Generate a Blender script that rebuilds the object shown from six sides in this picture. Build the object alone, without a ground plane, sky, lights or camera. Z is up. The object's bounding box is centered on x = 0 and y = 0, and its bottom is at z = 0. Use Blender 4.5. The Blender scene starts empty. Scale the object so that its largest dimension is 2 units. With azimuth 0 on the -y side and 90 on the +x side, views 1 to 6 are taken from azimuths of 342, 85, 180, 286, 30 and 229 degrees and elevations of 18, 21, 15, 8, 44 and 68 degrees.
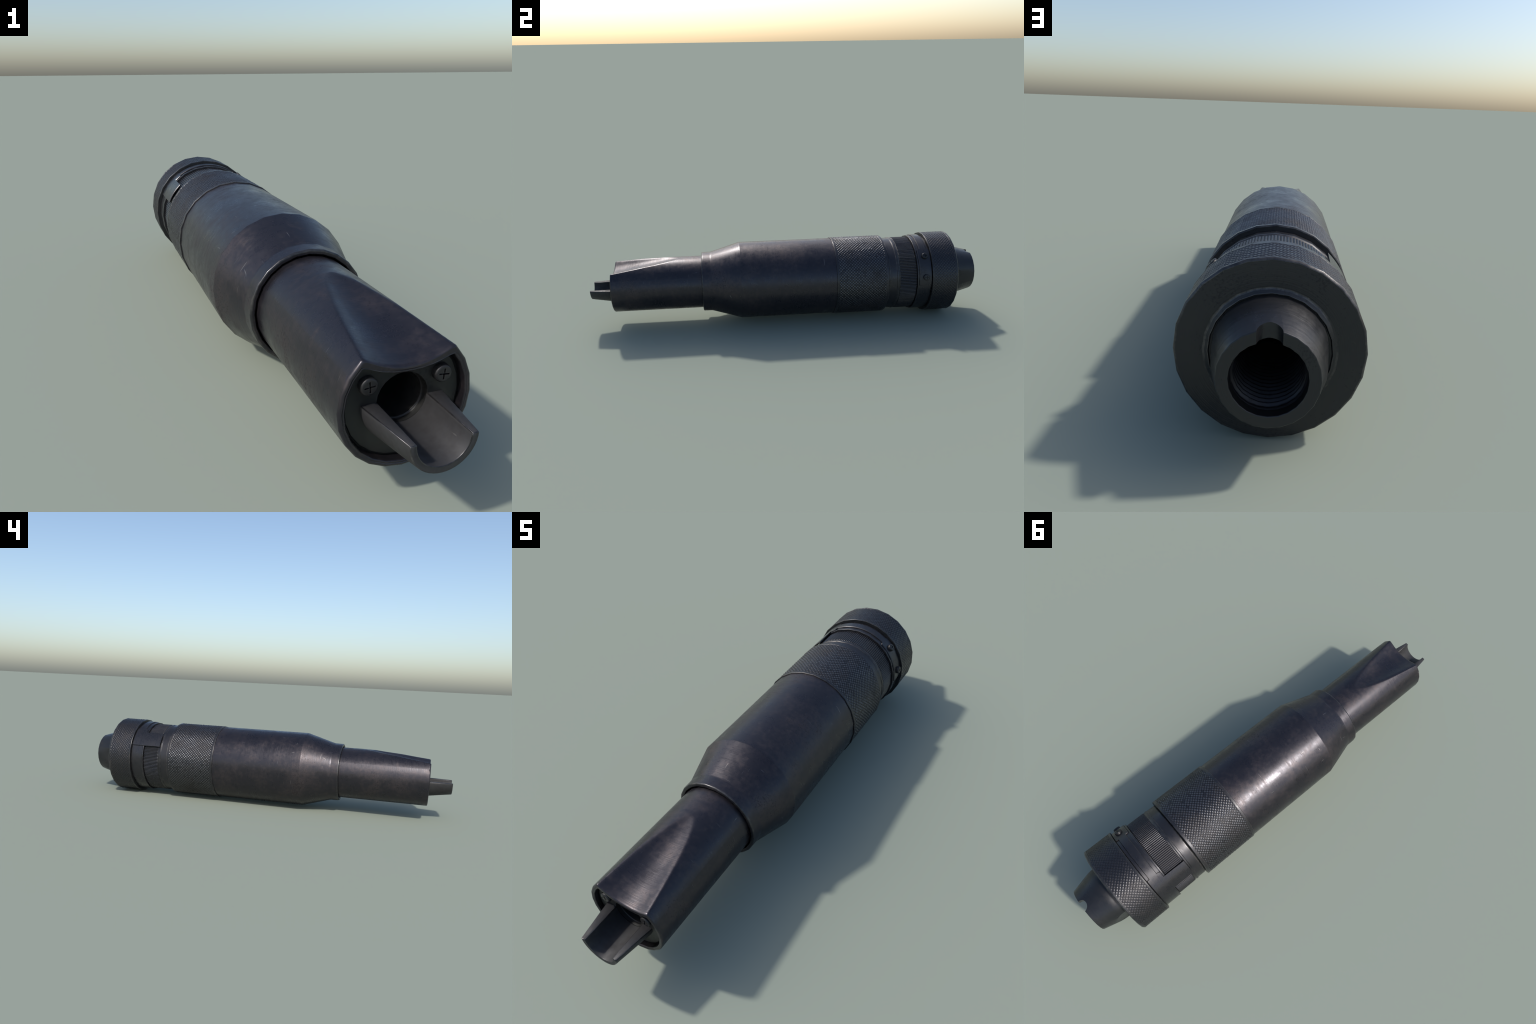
"""Dark blued-steel suppressor tube lying on its side, long axis along y.
Front (-y): scooped sleeve with a recessed plate and a trough tip.
Rear  (+y): knurled grip, ribbed ring, latch band, knurled cap, threaded nozzle."""
import bpy, bmesh, math
import numpy as np
from mathutils import Vector, Matrix

RNG = np.random.default_rng(7)
SEG = 24                       # the tube is turned as a 24-sided body, smooth shaded
ZC = 0.2102                    # height of the axis (= radius of the widest ring)
DEG = math.pi / 180

# ------------------------------------------------------------------ materials
def steel(name, dark, brown, brown_amount, rough, metallic, brush=0.0, grain=0.25,
          wear=0.35, scratch=0.5, face_rings=False, spec=0.5, light=None, pit=0.55):
    m = bpy.data.materials.new(name)
    m.use_nodes = True
    nt = m.node_tree
    N, L = nt.nodes, nt.links
    N.clear()
    out = N.new('ShaderNodeOutputMaterial')
    b = N.new('ShaderNodeBsdfPrincipled')
    L.new(b.outputs[0], out.inputs[0])
    tc = N.new('ShaderNodeTexCoord')

    def mapping(scale, rot=(0, 0, 0)):
        mp = N.new('ShaderNodeMapping')
        mp.inputs['Scale'].default_value = scale
        mp.inputs['Rotation'].default_value = rot
        L.new(tc.outputs['Object'], mp.inputs['Vector'])
        return mp.outputs[0]

    def noise(vec, scale, detail=4, rough_=0.55):
        n = N.new('ShaderNodeTexNoise')
        n.inputs['Scale'].default_value = scale
        n.inputs['Detail'].default_value = detail
        n.inputs['Roughness'].default_value = rough_
        L.new(vec, n.inputs['Vector'])
        return n.outputs['Fac']

    def ramp(fac, a, c, va=0.0, vc=1.0):
        r = N.new('ShaderNodeMapRange')
        r.inputs['From Min'].default_value = a
        r.inputs['From Max'].default_value = c
        r.inputs['To Min'].default_value = va
        r.inputs['To Max'].default_value = vc
        L.new(fac, r.inputs['Value'])
        return r.outputs[0]

    def math_(op, a, c):
        n = N.new('ShaderNodeMath')
        n.operation = op
        for i, v in enumerate((a, c)):
            if isinstance(v, (int, float)):
                n.inputs[i].default_value = v
            else:
                L.new(v, n.inputs[i])
        return n.outputs[0]

    def mix(fac, a, c):
        n = N.new('ShaderNodeMix')
        n.data_type = 'RGBA'
        if isinstance(fac, (int, float)):
            n.inputs['Factor'].default_value = fac
        else:
            L.new(fac, n.inputs['Factor'])
        for key, v in (('A', a), ('B', c)):
            s = [i for i in n.inputs if i.name == key and i.type == 'RGBA'][0]
            if isinstance(v, tuple):
                s.default_value = (*v, 1)
            else:
                L.new(v, s)
        return [o for o in n.outputs if o.type == 'RGBA'][0]

    obj = mapping((1, 1, 1))
    patch = noise(obj, 7.0, 5, 0.6)            # broad blotches of worn bluing
    fine = noise(obj, 60.0, 4, 0.6)
    speck = noise(obj, 170.0, 3, 0.6)
    blotch = math_('ADD', math_('MULTIPLY', patch, 0.65), math_('MULTIPLY', fine, 0.35))
    brown_mask = ramp(blotch, 0.47, 0.62, 0.0, brown_amount)
    col = mix(brown_mask, dark, brown)
    pits = ramp(math_('ADD', math_('MULTIPLY', speck, 0.5), math_('MULTIPLY', patch, 0.5)),
                0.56, 0.64, 0.0, pit)
    col = mix(pits, col, tuple(c * 0.45 for c in dark))
    # sparse long scratches: thin stretched noise, two directions
    lt = light or (0.20, 0.19, 0.185)
    s = None
    for sc, rt in (((14, 230, 14), (0.6, 0.15, 0.5)), ((210, 16, 12), (0.2, 0.4, 0.35))):
        f = noise(mapping(sc, rt), 1.0, 1, 0.4)
        f = ramp(f, 0.77, 0.80, 0.0, scratch)
        s = f if s is None else math_('MAXIMUM', s, f)
    s = math_('MULTIPLY', s, ramp(noise(obj, 5.0, 2), 0.50, 0.58))
    col = mix(s, col, lt)
    # rubbed edges: where the rounded normal leaves the true one
    bev = N.new('ShaderNodeBevel')
    bev.samples = 6
    bev.inputs['Radius'].default_value = 0.0035
    geo = N.new('ShaderNodeNewGeometry')
    dot = N.new('ShaderNodeVectorMath')
    dot.operation = 'DOT_PRODUCT'
    L.new(bev.outputs[0], dot.inputs[0])
    L.new(geo.outputs['Normal'], dot.inputs[1])
    edge = ramp(dot.outputs['Value'], 0.985, 0.90)
    edge = math_('MULTIPLY', edge, ramp(noise(obj, 28.0, 4, 0.65), 0.42, 0.66, 0.0, wear))
    col = mix(edge, col, lt)
    L.new(col, b.inputs['Base Color'])

    r = math_('ADD', ramp(patch, 0.34, 0.66, rough - 0.08, rough + 0.10),
              ramp(fine, 0.3, 0.7, -0.04, 0.05))
    r = math_('ADD', r, math_('MULTIPLY', pits, 0.25))
    r = math_('ADD', r, ramp(noise(obj, 26.0, 5, 0.65), 0.35, 0.65, -0.03, 0.045))   # scuffs
    if brush:                                      # uneven polish in rings round the tube
        r = math_('ADD', r, ramp(noise(mapping((9, 150, 9)), 1.0, 3, 0.6), 0.35, 0.65, -0.03, 0.035))
    L.new(r, b.inputs['Roughness'])
    b.inputs['Metallic'].default_value = metallic
    b.inputs['Specular IOR Level'].default_value = spec

    h = math_('MULTIPLY', noise(obj, 320.0, 3, 0.6), grain)
    if brush:
        h = math_('ADD', h, math_('MULTIPLY', noise(mapping((5, 420, 5)), 1.0, 2, 0.5), brush))
    if face_rings:                             # turned marks on flat faces, rings round the axis
        mp = N.new('ShaderNodeMapping')
        mp.inputs['Location'].default_value = (0, 0, -ZC)
        mp.inputs['Scale'].default_value = (1, 0, 1)
        L.new(tc.outputs['Object'], mp.inputs['Vector'])
        ln = N.new('ShaderNodeVectorMath')
        ln.operation = 'LENGTH'
        L.new(mp.outputs[0], ln.inputs[0])
        w = N.new('ShaderNodeTexNoise')
        w.noise_dimensions = '1D'
        w.inputs['Scale'].default_value = 330
        w.inputs['Detail'].default_value = 2
        L.new(ln.outputs['Value'], w.inputs['W'])
        h = math_('ADD', h, math_('MULTIPLY', w.outputs['Fac'], 0.6))
    bp = N.new('ShaderNodeBump')
    bp.inputs['Strength'].default_value = 0.5
    bp.inputs['Distance'].default_value = 0.0009
    L.new(h, bp.inputs['Height'])
    L.new(bp.outputs[0], b.inputs['Normal'])
    return m

BLUED = steel('blued_steel', (0.032, 0.030, 0.037), (0.058, 0.047, 0.050), 0.9, 0.335, 0.70, brush=0.35, spec=0.9, scratch=0.8)
KNURL = steel('knurled_steel', (0.034, 0.034, 0.039), (0.048, 0.042, 0.042), 0.6, 0.32, 0.65, wear=0.0, scratch=0.2, spec=0.85, grain=0.1)
RING = steel('ring_steel', (0.032, 0.032, 0.037), (0.045, 0.040, 0.041), 0.5, 0.31, 0.65, brush=0.2, spec=0.85)
CAPS = steel('cap_steel', (0.027, 0.028, 0.031), (0.036, 0.034, 0.034), 0.5, 0.36, 0.55, face_rings=True, wear=0.0, spec=0.7)
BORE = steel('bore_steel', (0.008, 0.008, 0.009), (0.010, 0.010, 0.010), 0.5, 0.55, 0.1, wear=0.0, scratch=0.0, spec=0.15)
THREAD = steel('thread_steel', (0.020, 0.020, 0.024), (0.026, 0.024, 0.024), 0.5, 0.36, 0.5, wear=0.0, scratch=0.0, spec=0.6)
GROOVE = steel('groove_painted_shade', (0.007, 0.007, 0.009), (0.013, 0.011, 0.010), 0.6, 0.48, 0.4, wear=0.0, scratch=0.0, spec=0.35)  # near-black colour bakes cavity shading into knurl and rib grooves
TIP = steel('pale_tips', (0.086, 0.088, 0.096), (0.052, 0.050, 0.053), 0.9, 0.31, 0.7, wear=0.0, scratch=0.0, spec=0.85, grain=0.05)
EDGE = steel('rubbed_edges', (0.036, 0.036, 0.040), (0.120, 0.113, 0.108), 0.75, 0.31, 0.7, wear=0.0, scratch=0.0, spec=0.85, grain=0.1)
PLATE = steel('plate_steel', (0.018, 0.019, 0.019), (0.027, 0.025, 0.023), 0.7, 0.46, 0.4, scratch=0.3)
TROUGH = steel('trough_steel', (0.040, 0.040, 0.042), (0.029, 0.028, 0.029), 0.9, 0.58, 0.25, scratch=0.3, pit=0.1, spec=0.35, wear=0.8)
SCREW = steel('screw_steel', (0.026, 0.026, 0.028), (0.034, 0.031, 0.030), 0.5, 0.38, 0.5, wear=0.25, pit=0.2)

# ------------------------------------------------------------------ building tools
root = bpy.data.objects.new('steel_suppressor', None)
root.empty_display_size = 0.2
bpy.context.collection.objects.link(root)
root['label'] = 'dark blued steel tube with knurled rings and trough tip'
root['category'] = 'gun silencer'

def add(name, me, mat, parent=root):
    me.name = name
    ob = bpy.data.objects.new(name, me)
    bpy.context.collection.objects.link(ob)
    ob.parent = parent
    me.materials.clear()
    me.materials.append(mat)
    return ob

def facet(th):
    """Radius factor that turns a circle into the 24-sided section (corners on the circle)."""
    s = 2 * math.pi / SEG
    return math.cos(s / 2) / np.cos(np.mod(th, s) - s / 2)

def thetas(n=SEG):
    return np.arange(n) * 2 * math.pi / n

def corner(points, width, steps=3):
    """Round every inner corner of a (y, r) profile; a width of 0 keeps it sharp."""
    out = [points[0]]
    for i in range(1, len(points) - 1):
        p, a, c = (np.array(points[k], float) for k in (i, i - 1, i + 1))
        w = width if np.isscalar(width) else width[i]
        la, lc = np.linalg.norm(a - p), np.linalg.norm(c - p)
        w = min(w, 0.45 * la, 0.45 * lc)
        cosang = abs(np.dot((a - p) / la, (c - p) / lc))
        if w < 1e-5 or cosang > 0.9995:
            out.append(tuple(p))
            continue
        A, C = p + (a - p) / la * w, p + (c - p) / lc * w
        for t in np.linspace(0, 1, steps + 1):
            out.append(tuple((1 - t) ** 2 * A + 2 * t * (1 - t) * p + t * t * C))
    out.append(points[-1])
    return out

def revolve(name, Y, R, th, mat, split=None, polygon=True, extra=(), index=None):
    """Closed ring surface: rows of Y, R over the angles th. The mesh is 24-sided, the shading
    normals are those of the round surface. index gives each quad one of (mat, *extra). Angle 0 is up (+z), 90 deg is +x."""
    Y, R = np.asarray(Y, float), np.asarray(R, float)
    n = len(th)
    if Y.ndim == 1:
        Y = np.repeat(Y[:, None], n, 1)
    if R.ndim == 1:
        R = np.repeat(R[:, None], n, 1)
    m = Y.shape[0]
    st, ct = np.sin(th), np.cos(th)
    rnd = np.stack([R * st, Y, R * ct], -1)
    Rp = R * (facet(th) if polygon else 1.0)
    co = np.stack([Rp * st, Y, Rp * ct + ZC], -1).reshape(-1, 3)
    i, j = np.meshgrid(np.arange(m - 1), np.arange(n), indexing='ij')
    j2 = (j + 1) % n
    a, b_, c, d = (i * n + j), ((i + 1) * n + j), ((i + 1) * n + j2), (i * n + j2)
    quads = np.stack([a, d, c, b_], -1).reshape(-1, 4)
    if split is not None:                      # cut each quad along its lower diagonal
        h = split.reshape(-1)
        lo = (h[quads[:, 0]] + h[quads[:, 2]]) <= (h[quads[:, 1]] + h[quads[:, 3]])
        t1 = np.where(lo[:, None], quads[:, [0, 1, 2]], quads[:, [0, 1, 3]])
        t2 = np.where(lo[:, None], quads[:, [0, 2, 3]], quads[:, [1, 2, 3]])
        faces = np.concatenate([t1, t2])
    else:
        faces = quads
    k = faces.shape[1]
    me = bpy.data.meshes.new(name)
    me.vertices.add(len(co))
    me.vertices.foreach_set('co', co.ravel())
    me.loops.add(faces.size)
    me.loops.foreach_set('vertex_index', faces.ravel().astype(np.int32))
    me.polygons.add(len(faces))
    me.polygons.foreach_set('loop_start', (np.arange(len(faces)) * k).astype(np.int32))
    me.polygons.foreach_set('use_smooth', np.ones(len(faces), bool))
    me.update(calc_edges=True)
    rf = rnd.reshape(-1, 3)
    tt = np.roll(rnd, -1, 1) - np.roll(rnd, 1, 1)
    seg = rnd[1:] - rnd[:-1]
    ln = np.linalg.norm(seg, axis=-1, keepdims=True)
    un = seg / (ln + 1e-12)
    tm = 0.5 * (tt[1:] + tt[:-1])
    sn = np.cross(tm, un)                 # segment normals, weighted by their length
    sn /= np.linalg.norm(sn, axis=-1, keepdims=True) + 1e-12
    sn *= ln ** 2
    vn = np.zeros_like(rnd)
    vn[:-1] += sn
    vn[1:] += sn
    vn /= np.linalg.norm(vn, axis=-1, keepdims=True) + 1e-12
    nl = vn.reshape(-1, 3)[faces.ravel()]
    # agree with the winding
    f0 = faces[:, :3]
    g = np.cross(co[f0[:, 1]] - co[f0[:, 0]], co[f0[:, 2]] - co[f0[:, 0]])
    if np.sum(g * nl[::k]) < 0:
        nl = -nl
    me.normals_split_custom_set(nl.tolist())
    ob = add(name, me, mat)
    for m_ in extra:
        me.materials.append(m_)
    if index is not None:
        ix = index.reshape(-1).astype(np.int32)
        me.polygons.foreach_set('material_index', np.tile(ix, len(faces) // len(ix)))
    return ob

def turned(name, profile, mat, width=0.0, steps=3):
    p = np.array(corner(profile, width, steps))
    small = np.linalg.norm(p[1:] - p[:-1], axis=1) < 0.0026    # the rounded corners
    small &= np.abs(0.5 * (p[1:, 0] + p[:-1, 0]) + 0.31) > 0.085   # not the soft bends of the cone
    ix = np.repeat(small[:, None], SEG, 1)
    return revolve(name, p[:, 0], p[:, 1], thetas(), mat, extra=(EDGE,), index=ix)

def evaluated(ob):
    dg = bpy.context.evaluated_depsgraph_get()
    me = bpy.data.meshes.new_from_object(ob.evaluated_get(dg))
    old = ob.data
    ob.modifiers.clear()
    ob.data = me
    bpy.data.meshes.remove(old)
    return ob

def smooth(ob, angle=32):
    me = ob.data
    me.polygons.foreach_set('use_smooth', np.ones(len(me.polygons), bool))
    me.set_sharp_from_angle(angle=angle * DEG)

# profiles run front to back on the outside so that faces look outwards
# ------------------------------------------------------------------ main tube
turned('body_tube', [
    (-0.375, 0.1405), (-0.4312, 0.1405), (-0.4312, 0.1535), (-0.3850, 0.1543),
    (-0.2354, 0.1988), (0.2480, 0.1988), (0.2480, 0.150)],
    mat=BLUED, width=[0, .003, .006, .004, .003, 0, 0], steps=4)

# ------------------------------------------------------------------ front sleeve with its scoop
Y_FRONT, R_SLV, WALL = -0.8860, 0.1355, 0.0140
Y_APEX = -0.553

def scoop(y, th, r, drop=0.0):
    """Radius of the sleeve where a widening flute is pressed into its top: a pointed start at
    Y_APEX, 0.166 wide and 0.03 deep between two rounded horns at the rim."""
    t = float(np.clip((Y_APEX - y) / (Y_APEX - Y_FRONT), 0.0, 1.05))
    if t < 0.004:
        return np.full(len(th), r)
    half = 0.0905 * t ** 0.55                      # half width between the horns
    floor = R_SLV - 0.0610 * t                     # height of the flute's floor over the axis
    sag = math.sqrt(R_SLV ** 2 - half ** 2) - floor
    rf = (half ** 2 + sag ** 2) / (2 * sag)
    h = floor + rf
    rf += drop
    disc = rf ** 2 - (h * np.sin(th)) ** 2
    cut = np.where((disc > 0) & (np.cos(th) > 0), h * np.cos(th) - np.sqrt(np.maximum(disc, 0)), 9.0)
    k = 0.0012 + 0.0210 * t                        # soft lip between tube and flute
    x = np.clip(0.5 + 0.5 * (cut - r) / k, 0, 1)
    return np.where(cut > 8, r, cut * (1 - x) + r * x - k * x * (1 - x))

top = np.arange(-60, 60, 1.25)
low = np.arange(60, 300, 7.5)
TH = np.concatenate([top, low]) * DEG
ys, rs = [], []
for y in np.concatenate([np.linspace(-0.372, -0.55, 9), np.linspace(-0.555, -0.880, 52)]):
    ys.append(np.full(len(TH), y))
    rs.append(scoop(y, TH, R_SLV))
for t in np.linspace(0, 1, 5):                     # rounded outer lip of the rim
    a = t * math.pi / 2
    w = 0.0060
    y = Y_FRONT + w - w * math.sin(a)
    ys.append(np.full(len(TH), y))
    rs.append(scoop(y, TH, R_SLV) - w * (1 - math.cos(a)))
inner = lambda y: scoop(y, TH, R_SLV - WALL, drop=WALL)
for y, o in ((Y_FRONT, 0.0068), (Y_FRONT + 0.0010, 0.0058), (Y_FRONT + 0.0012, 0.0048),
             (Y_FRONT + 0.0004, 0.0036), (Y_FRONT + 0.0006, 0.0022), (Y_FRONT + 0.0020, 0.0007),
             (Y_FRONT + 0.0040, 0.0), (-0.866, 0.0), (-0.855, 0.0)):
    ys.append(np.full(len(TH), y))
    rs.append(inner(y) + o)
revolve('front_sleeve', ys[::-1], rs[::-1], TH, BLUED)

# recessed plate with its bore
Y_PLATE = -0.8705
def plate_edge(inset):
    return scoop(Y_PLATE, TH, R_SLV - WALL - inset, drop=WALL + inset)
one = np.ones(len(TH))
rows = [(-0.845, plate_edge(-0.004)), (-0.8668, plate_edge(-0.004)), (-0.8668, plate_edge(0.0040)),
        (-0.8695, plate_edge(0.0045)), (Y_PLATE, plate_edge(0.0070)),
        (Y_PLATE, 0.090 * one), (Y_PLATE, 0.0535 * one), (Y_PLATE + 0.0012, 0.0518 * one),
        (-0.8580, 0.0515 * one), (-0.8570, 0.0480 * one), (-0.8550, 0.0475 * one),
        (-0.45, 0.0475 * one), (-0.4495, 0.0005 * one)]
# keep the flat part inside the plate outline under the flute
pr = [np.minimum(r, plate_edge(0.0100)) if 0.06 < r.min() < 0.095 and k == 5 else r
      for k, (y, r) in enumerate(rows)]
revolve('front_plate', [y for y, r in rows][::-1], pr[::-1], TH, PLATE)

# trough: lower half of a tapering pipe, flat upper edges
def trough():
    bm = bmesh.new()
    n = 24
    ang = np.linspace(-90, 90, n + 1) * DEG
    rings = []
    for y, ro, ri in ((-0.8680, 0.0855, 0.0512), (-0.935, 0.0750, 0.0516), (-1.0, 0.0648, 0.0520)):
        o = [bm.verts.new((ro * math.sin(a), y, ZC + 0.0006 - ro * math.cos(a))) for a in ang]
        i = [bm.verts.new((ri * math.sin(a), y, ZC + 0.0006 - ri * math.cos(a))) for a in ang]
        rings.append(o + i[::-1])
    m = len(rings[0])
    for A, B in zip(rings[:-1], rings[1:]):
        for k in range(m):
            bm.faces.new((A[k], A[(k + 1) % m], B[(k + 1) % m], B[k]))
    for ring in (rings[0], rings[-1]):
        for k in range(n):
            bm.faces.new((ring[k], ring[k + 1], ring[m - 2 - k], ring[m - 1 - k]))
    bmesh.ops.recalc_face_normals(bm, faces=bm.faces)
    me = bpy.data.meshes.new('trough')
    bm.to_mesh(me)
    bm.free()
    ob = add('trough', me, TROUGH)
    bv = ob.modifiers.new('edge', 'BEVEL')
    bv.width, bv.segments, bv.limit_method, bv.angle_limit = 0.0019, 3, 'ANGLE', 40 * DEG
    me.materials.append(EDGE)  # paler bevel faces paint the bright rim highlight
    bv.material = 1
    bv.harden_normals = True
    evaluated(ob)
    smooth(ob, 40)
    return ob
trough()

# ------------------------------------------------------------------ knurling and ribs
def knurl_rows(y0, y1, r, count, cols, depth, top_flat, seed, groove, worn):
    """Diamond knurl: two crossing sets of V grooves, each diamond a cut-off pyramid."""
    sub = 8
    na, nb = count * sub, int(round(cols * sub))
    A, B = np.meshgrid(np.arange(na) / sub, np.arange(nb + 1) / sub)
    def cell(a0, b0):
        ia, ib = np.round(A - a0), np.round(B - b0)
        return np.abs(A - a0 - ia) + np.abs(B - b0 - ib), ia % count, ib
    d1, a1, b1 = cell(0.0, 0.0)
    d2, a2, b2 = cell(0.5, 0.5)
    d = np.minimum(d1, d2)
    t = np.clip((0.5 - d) / (0.5 - top_flat), 0, 1)
    h = t * (2 - t)                                # rounded flanks, sharp grooves
    rng = np.random.default_rng(seed)
    var = rng.uniform(0.72, 1.0, (2, count, nb + 4))
    v = np.where(d1 <= d2, var[0, a1.astype(int), b1.astype(int)], var[1, a2.astype(int), b2.astype(int) + 1])
    hh = h * v
    Yk = y0 + (y1 - y0) * B / cols
    hq = 0.25 * (h[1:] + h[:-1] + np.roll(h, -1, 1)[1:] + np.roll(h, -1, 1)[:-1])
    vq = np.maximum(v[1:], v[:-1])
    ix = np.where(hq < groove, 1, np.where((hq > 0.72) & (vq > worn), 2, 0))  # 2 = lighter colour on the taller diamond tops
    return Yk, r - depth * (1 - hh), h, thetas(na), ix

def knurled(name, mat, *args):
    Yk, Rk, h, th, ix = knurl_rows(*args)
    ob = revolve(name, Yk, Rk, th, mat, split=h, extra=(GROOVE, TIP), index=ix)
    ob['kind'] = 'stuff'
    return ob

R_GRIP = 0.2032
grip = turned('grip_ring', [
    (0.2456, 0.150), (0.2456, R_GRIP), (0.2570, R_GRIP), (0.2585, R_GRIP - 0.0026),
    (0.4985, R_GRIP - 0.0026), (0.5000, R_GRIP), (0.5110, R_GRIP), (0.5135, R_GRIP - 0.0035),
    (0.5135, 0.150)],
    KNURL, [0, .003, .0012, 0, 0, .0012, .001, .001, 0])
k1 = knurled('grip_knurl', KNURL, 0.2575, 0.4995, R_GRIP, 84, 16, 0.0024, 0.06, 3, 0.42, 0.75)
k1.parent = grip

turned('neck_ring', [
    (0.5130, 0.150), (0.5130, 0.1840), (0.5190, 0.1870), (0.5560, 0.1873), (0.5575, 0.1900),
    (0.5650, 0.1902), (0.5670, 0.1875), (0.5730, 0.1875), (0.5731, 0.170)],
    RING, [0, .002, .003, .002, .003, .003, .002, .002, 0])

def ribbed():
    ribs, sub = 144, 8
    th = thetas(ribs * sub)
    wave = 0.5 + 0.5 * np.cos(th * ribs)
    prof = np.clip(wave * 1.15, 0, 1)
    ys, rs = [], []
    for y, k in ((0.5728, 0.0), (0.5745, 0.8), (0.5765, 1.0), (0.6570, 1.0), (0.6590, 0.8), (0.6600, 0.0)):
        ys.append(np.full(len(th), y))
        rs.append(0.1874 + 0.0020 * k * prof)
    ys.append(np.full(len(th), 0.6640)); rs.append(np.full(len(th), 0.1850))
    low = np.broadcast_to(0.5 * (prof + np.roll(prof, -1)) < 0.30, (len(ys) - 1, len(th)))
    ob = revolve('ribbed_ring', ys, rs, th, RING, extra=(GROOVE,), index=low)
    return ob
ribbed()

# ------------------------------------------------------------------ flange and latch band
R_FL = 0.1957
turned('flange_ring', [
    (0.6610, 0.170), (0.6610, R_FL + 0.0010), (0.6680, R_FL + 0.0010), (0.6695, R_FL),
    (0.7330, R_FL), (0.7340, 0.185), (0.7400, 0.184)],
    RING, [0, .0022, .001, .0005, .001, 0, 0])

def latch_band():
    """Sprung strip over the top of the flange; at its left end a wide tab reaches over the ribs."""
    R_IN, R_OUT = 0.1945, 0.1995
    lo, hi = 0.6698, 0.7332                       # full width at both ends
    nlo, nhi = 0.6828, 0.7205                     # narrow in the middle
    tab = 0.5655
    prof = []                                     # angle, front edge, rear edge
    def span(a, b, l, h, step=2.5):
        n = max(2, int(round(abs(b - a) / step)) + 1)
        for t in np.linspace(a, b, n):
            prof.append((t, l, h))
    span(-66.6, -43.2, tab, hi)
    span(-42.6, -35.2, lo - 0.002, hi)
    prof.append((-34.5, lo + 0.003, hi - 0.003))
    span(-34.0, 33.0, nlo, nhi)
    prof.append((33.5, lo + 0.003, hi - 0.003))
    span(34.2, 88.6, lo, hi)
    cut = 0.0021                                  # chamfer all round the outer edge
    prof = [(prof[0][0] - 0.5, prof[0][1], prof[0][2], R_OUT - cut)] + \
           [(t, l, h, R_OUT) for t, l, h in prof] + [(prof[-1][0] + 0.5, prof[-1][1], prof[-1][2], R_OUT - cut)]
    bm = bmesh.new()
    rings = []
    for t, l, h, ro in prof:
        s, c = math.sin(t * DEG), math.cos(t * DEG)
        pts = [(R_IN, l), (R_OUT - cut, l)]
        pts += [(ro, l + cut + (h - l - 2 * cut) * k / 4) for k in range(5)]
        pts += [(R_OUT - cut, h), (R_IN, h)]
        rings.append([bm.verts.new((r * s, y, ZC + r * c)) for r, y in pts])
    m = len(rings[0])
    for A, B in zip(rings[:-1], rings[1:]):
        for k in range(m):
            f = bm.faces.new((A[k], A[(k + 1) % m], B[(k + 1) % m], B[k]))
            f.material_index = 1 if k in (1, m - 3) else 0
    for ring in (rings[0], rings[-1]):
        bm.faces.new(ring)
    bmesh.ops.recalc_face_normals(bm, faces=bm.faces)
    me = bpy.data.meshes.new('latch_band')
    bm.to_mesh(me)
    bm.free()
    ob = add('latch_band', me, RING)
    me.materials.append(EDGE)
    # the outer skin shades as a true cylinder, every other face is flat
    me.polygons.foreach_set('use_smooth', np.ones(len(me.polygons), bool))
    nl = []
    for f in me.polygons:
        cs = [me.vertices[vi].co for vi in f.vertices]
        rs_ = [math.hypot(c.x, c.z - ZC) for c in cs]
        skin = min(rs_) > R_OUT - 1e-4
        nl += [(c.x / r, 0.0, (c.z - ZC) / r) if skin else tuple(f.normal) for c, r in zip(cs, rs_)]
    me.normals_split_custom_set(nl)
    return ob
latch = latch_band()

# ------------------------------------------------------------------ screws
def screw_mesh():
    """Cheese head of radius 1 and height 0.62 along +z, cross slot cut in."""
    bm = bmesh.new()
    n = 32
    prof = [(0.0, 1.0), (0.40, 1.0), (0.49, 0.98), (0.565, 0.92), (0.605, 0.84), (0.62, 0.74)]
    rings = [[bm.verts.new((r * math.cos(2 * math.pi * k / n), r * math.sin(2 * math.pi * k / n), z))
              for k in range(n)] for z, r in prof]
    for A, B in zip(rings[:-1], rings[1:]):
        for k in range(n):
            bm.faces.new((A[k], A[(k + 1) % n], B[(k + 1) % n], B[k]))
    bm.faces.new(rings[-1])
    bm.faces.new(rings[0][::-1])
    me = bpy.data.meshes.new('screw')
    bm.to_mesh(me)
    bm.free()
    head = add('screw', me, SCREW)
    bm = bmesh.new()
    L_, w, z0, z1 = 0.62, 0.105, 0.42, 1.0
    pts = [(w, w), (w, L_), (-w, L_), (-w, w), (-L_, w), (-L_, -w), (-w, -w), (-w, -L_), (w, -L_),
           (w, -w), (L_, -w), (L_, w)]
    v0 = [bm.verts.new((x, y, z0)) for x, y in pts]
    v1 = [bm.verts.new((x, y, z1)) for x, y in pts]
    for k in range(12):
        bm.faces.new((v0[k], v0[(k + 1) % 12], v1[(k + 1) % 12], v1[k]))
    bm.faces.new(v0[::-1])
    bm.faces.new(v1)
    bmesh.ops.recalc_face_normals(bm, faces=bm.faces)
    cm = bpy.data.meshes.new('cutter')
    bm.to_mesh(cm)
    bm.free()
    cut = add('cutter', cm, SCREW)
    bo = head.modifiers.new('slot', 'BOOLEAN')
    bo.object, bo.operation, bo.solver = cut, 'DIFFERENCE', 'EXACT'
    evaluated(head)
    smooth(head, 38)
    bpy.data.objects.remove(cut)
    return head

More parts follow.
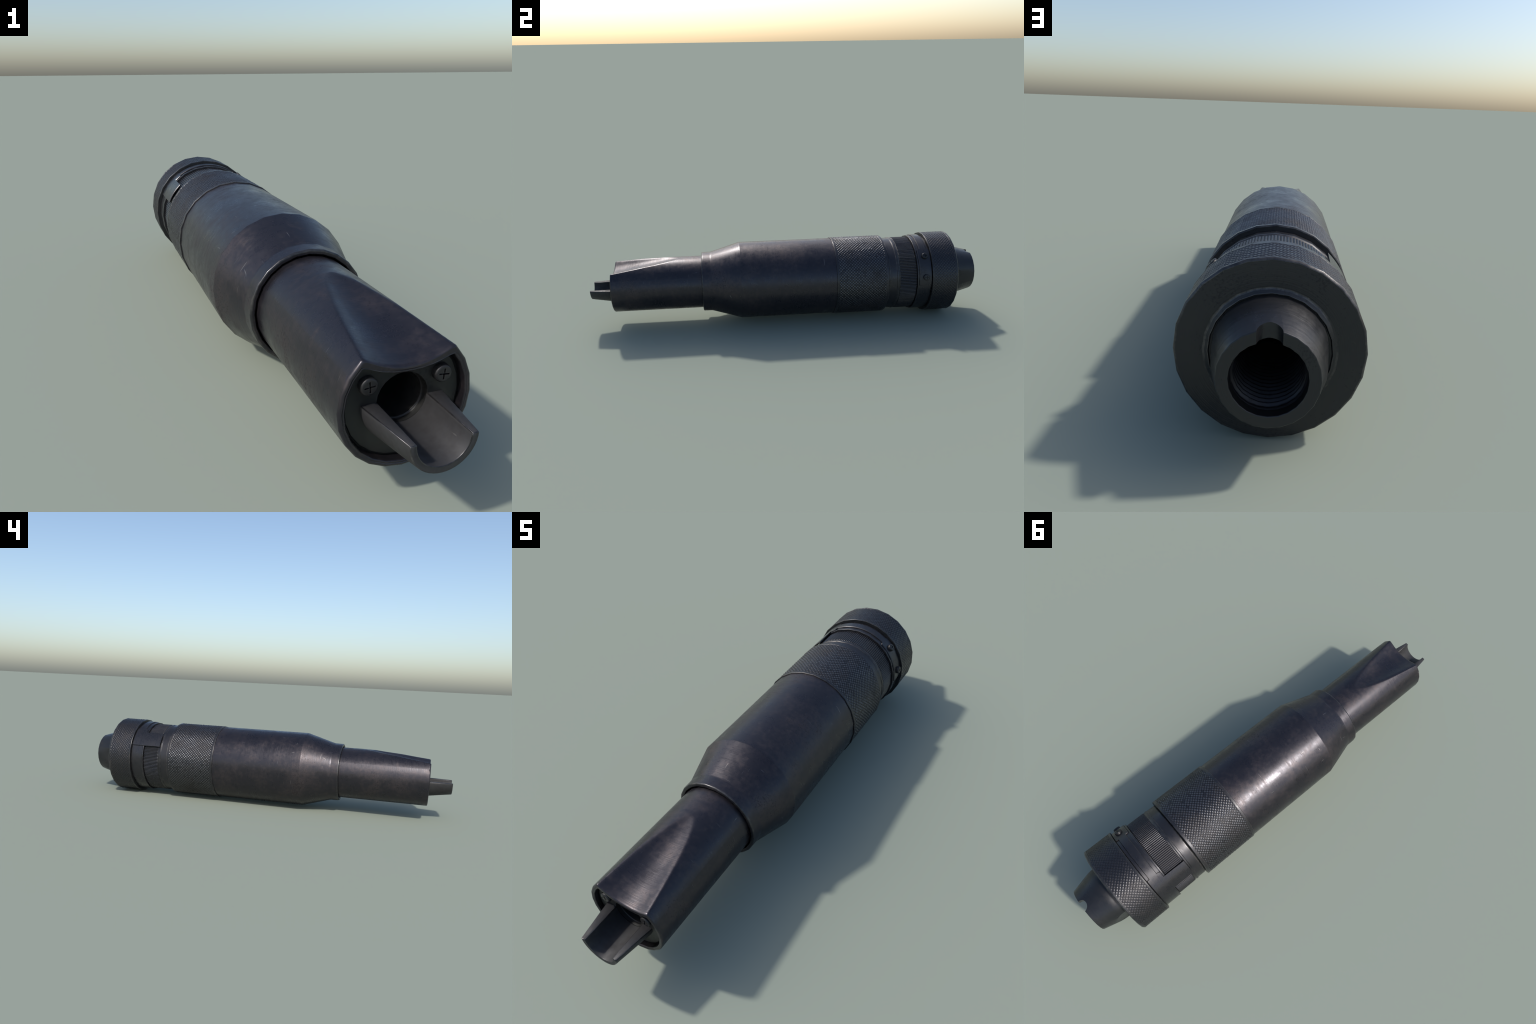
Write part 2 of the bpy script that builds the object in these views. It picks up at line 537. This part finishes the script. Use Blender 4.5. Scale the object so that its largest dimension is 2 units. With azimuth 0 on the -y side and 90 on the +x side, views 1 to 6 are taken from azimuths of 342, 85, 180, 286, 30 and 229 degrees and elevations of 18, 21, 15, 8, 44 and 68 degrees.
def place(ob, pos, direction, radius, height, spin, parent):
    q = Vector(direction).to_track_quat('Z', 'Y').to_matrix().to_4x4()
    ob.matrix_world = (Matrix.Translation(pos) @ q @ Matrix.Rotation(spin, 4, 'Z')
                       @ Matrix.Diagonal((radius, radius, height / 0.62, 1)))
    ob.parent = parent

base_screw = screw_mesh()
plate_ob = bpy.data.objects['front_plate']
spots = [((-0.0748, Y_PLATE + 0.001, 0.2525), (0, -1, 0), 0.0178, 0.0145, 0.12, plate_ob),
         ((0.0748, Y_PLATE + 0.001, 0.2525), (0, -1, 0), 0.0178, 0.0145, -0.10, plate_ob)]
for a, spin in ((45.7, 0.1), (77.0, 0.05)):
    s, c = math.sin(a * DEG), math.cos(a * DEG)
    spots.append(((0.1986 * s, 0.7033, ZC + 0.1986 * c), (s, 0, c), 0.0158, 0.0115, spin, latch))
for k, (p, d, r, hgt, spin, par) in enumerate(spots):
    ob = base_screw if k == 0 else base_screw.copy()
    if k:
        bpy.context.collection.objects.link(ob)
    place(ob, p, d, r, hgt, spin, par)

# ------------------------------------------------------------------ end cap
R_CAP = 0.2102
cap = turned('end_cap', [
    (0.7343, 0.180), (0.7343, R_CAP), (0.7430, R_CAP), (0.7440, R_CAP - 0.0018),
    (0.8570, R_CAP - 0.0018), (0.8580, R_CAP), (0.8650, R_CAP), (0.8694, R_CAP - 0.0042),
    (0.8694, 0.1440), (0.8755, 0.1352), (0.8757, 0.1335), (0.8700, 0.1312), (0.8698, 0.110)],
    CAPS, [0, .003, .0008, 0, 0, .0008, .0018, .0018, .0028, .0008, .0008, 0, 0])
k2 = knurled('cap_knurl', KNURL, 0.7433, 0.8577, R_CAP - 0.0002, 84, 7.5, 0.0018, 0.22, 5, 0.40, 2.0)
k2.parent = cap

# ------------------------------------------------------------------ threaded nozzle
def nozzle():
    n = 48
    th = np.arange(n) * 2 * math.pi / n
    outer = corner([(0.8450, 0.1298), (0.9020, 0.1298), (1.0, 0.1037), (1.0, 0.0785), (0.8450, 0.0785)],
                   [0, .012, .0025, .0025, 0], 4)
    rows = [(y, np.full(n, r)) for y, r in outer]
    bm = bmesh.new()
    rings = []
    for y, r in rows:
        rp = r * facet(th)
        rings.append([bm.verts.new((rp[k] * math.sin(th[k]), y, ZC + rp[k] * math.cos(th[k]))) for k in range(n)])
    for A, B in zip(rings[:-1], rings[1:]):
        for k in range(n):
            bm.faces.new((A[k], A[(k + 1) % n], B[(k + 1) % n], B[k]))
    for k in range(n):                             # rear annulus closes the wall
        bm.faces.new((rings[-1][k], rings[-1][(k + 1) % n], rings[0][(k + 1) % n], rings[0][k]))
    # wrench flats on both sides
    for sx in (1, -1):
        g = bmesh.ops.bisect_plane(bm, geom=bm.verts[:] + bm.edges[:] + bm.faces[:], dist=1e-5,
                                   plane_co=(sx * 0.1190, 0, 0), plane_no=(sx, 0, 0), clear_outer=True)
        ed = [e for e in g['geom_cut'] if isinstance(e, bmesh.types.BMEdge)]
        bmesh.ops.contextual_create(bm, geom=ed)
    bmesh.ops.recalc_face_normals(bm, faces=bm.faces)
    me = bpy.data.meshes.new('threaded_nozzle')
    bm.to_mesh(me)
    bm.free()
    ob = add('threaded_nozzle', me, CAPS)
    bm = bmesh.new()                               # half-round notch in the top of the rim
    bmesh.ops.create_cone(bm, cap_ends=True, segments=40, radius1=0.0256, radius2=0.0256, depth=0.13,
                          matrix=Matrix.Translation((0, 1.0005, ZC + 0.040 + 0.065)))
    cm = bpy.data.meshes.new('cutter')
    bm.to_mesh(cm)
    bm.free()
    cut = add('cutter', cm, CAPS)
    bo = ob.modifiers.new('notch', 'BOOLEAN')
    bo.object, bo.operation, bo.solver = cut, 'DIFFERENCE', 'EXACT'
    evaluated(ob)
    bpy.data.objects.remove(cut)
    smooth(ob, 17)
    wn = ob.modifiers.new('weighted', 'WEIGHTED_NORMAL')
    wn.keep_sharp = True
    evaluated(ob)
    ob.data.materials.clear()
    ob.data.materials.append(CAPS)
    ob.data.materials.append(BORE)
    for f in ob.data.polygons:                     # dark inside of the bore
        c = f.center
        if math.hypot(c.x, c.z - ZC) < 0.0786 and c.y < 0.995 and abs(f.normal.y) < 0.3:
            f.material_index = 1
    return ob
noz = nozzle()

def threads():
    """Helical thread standing inside the bore of the nozzle."""
    pitch, depth, r0, y0, y1 = 0.0162, 0.0062, 0.0783, 0.9745, 0.62
    th = thetas(72)
    ys, rs = [], []
    for y in np.arange(y0, y1, -pitch / 8):
        ph = np.mod(y / pitch + th / (2 * math.pi), 1.0)
        tri = np.clip(1.35 * (1 - np.abs(2 * ph - 1)) - 0.2, 0, 1)
        ys.append(np.full(len(th), y))
        rs.append(r0 - depth * min(1.0, (y0 - y) / 0.012) * tri)
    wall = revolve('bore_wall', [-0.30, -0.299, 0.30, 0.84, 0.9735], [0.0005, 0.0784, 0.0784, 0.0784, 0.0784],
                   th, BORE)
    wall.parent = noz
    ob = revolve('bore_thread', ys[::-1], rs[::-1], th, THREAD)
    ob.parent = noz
threads()
for me in list(bpy.data.meshes):
    if me.users == 0:
        bpy.data.meshes.remove(me)
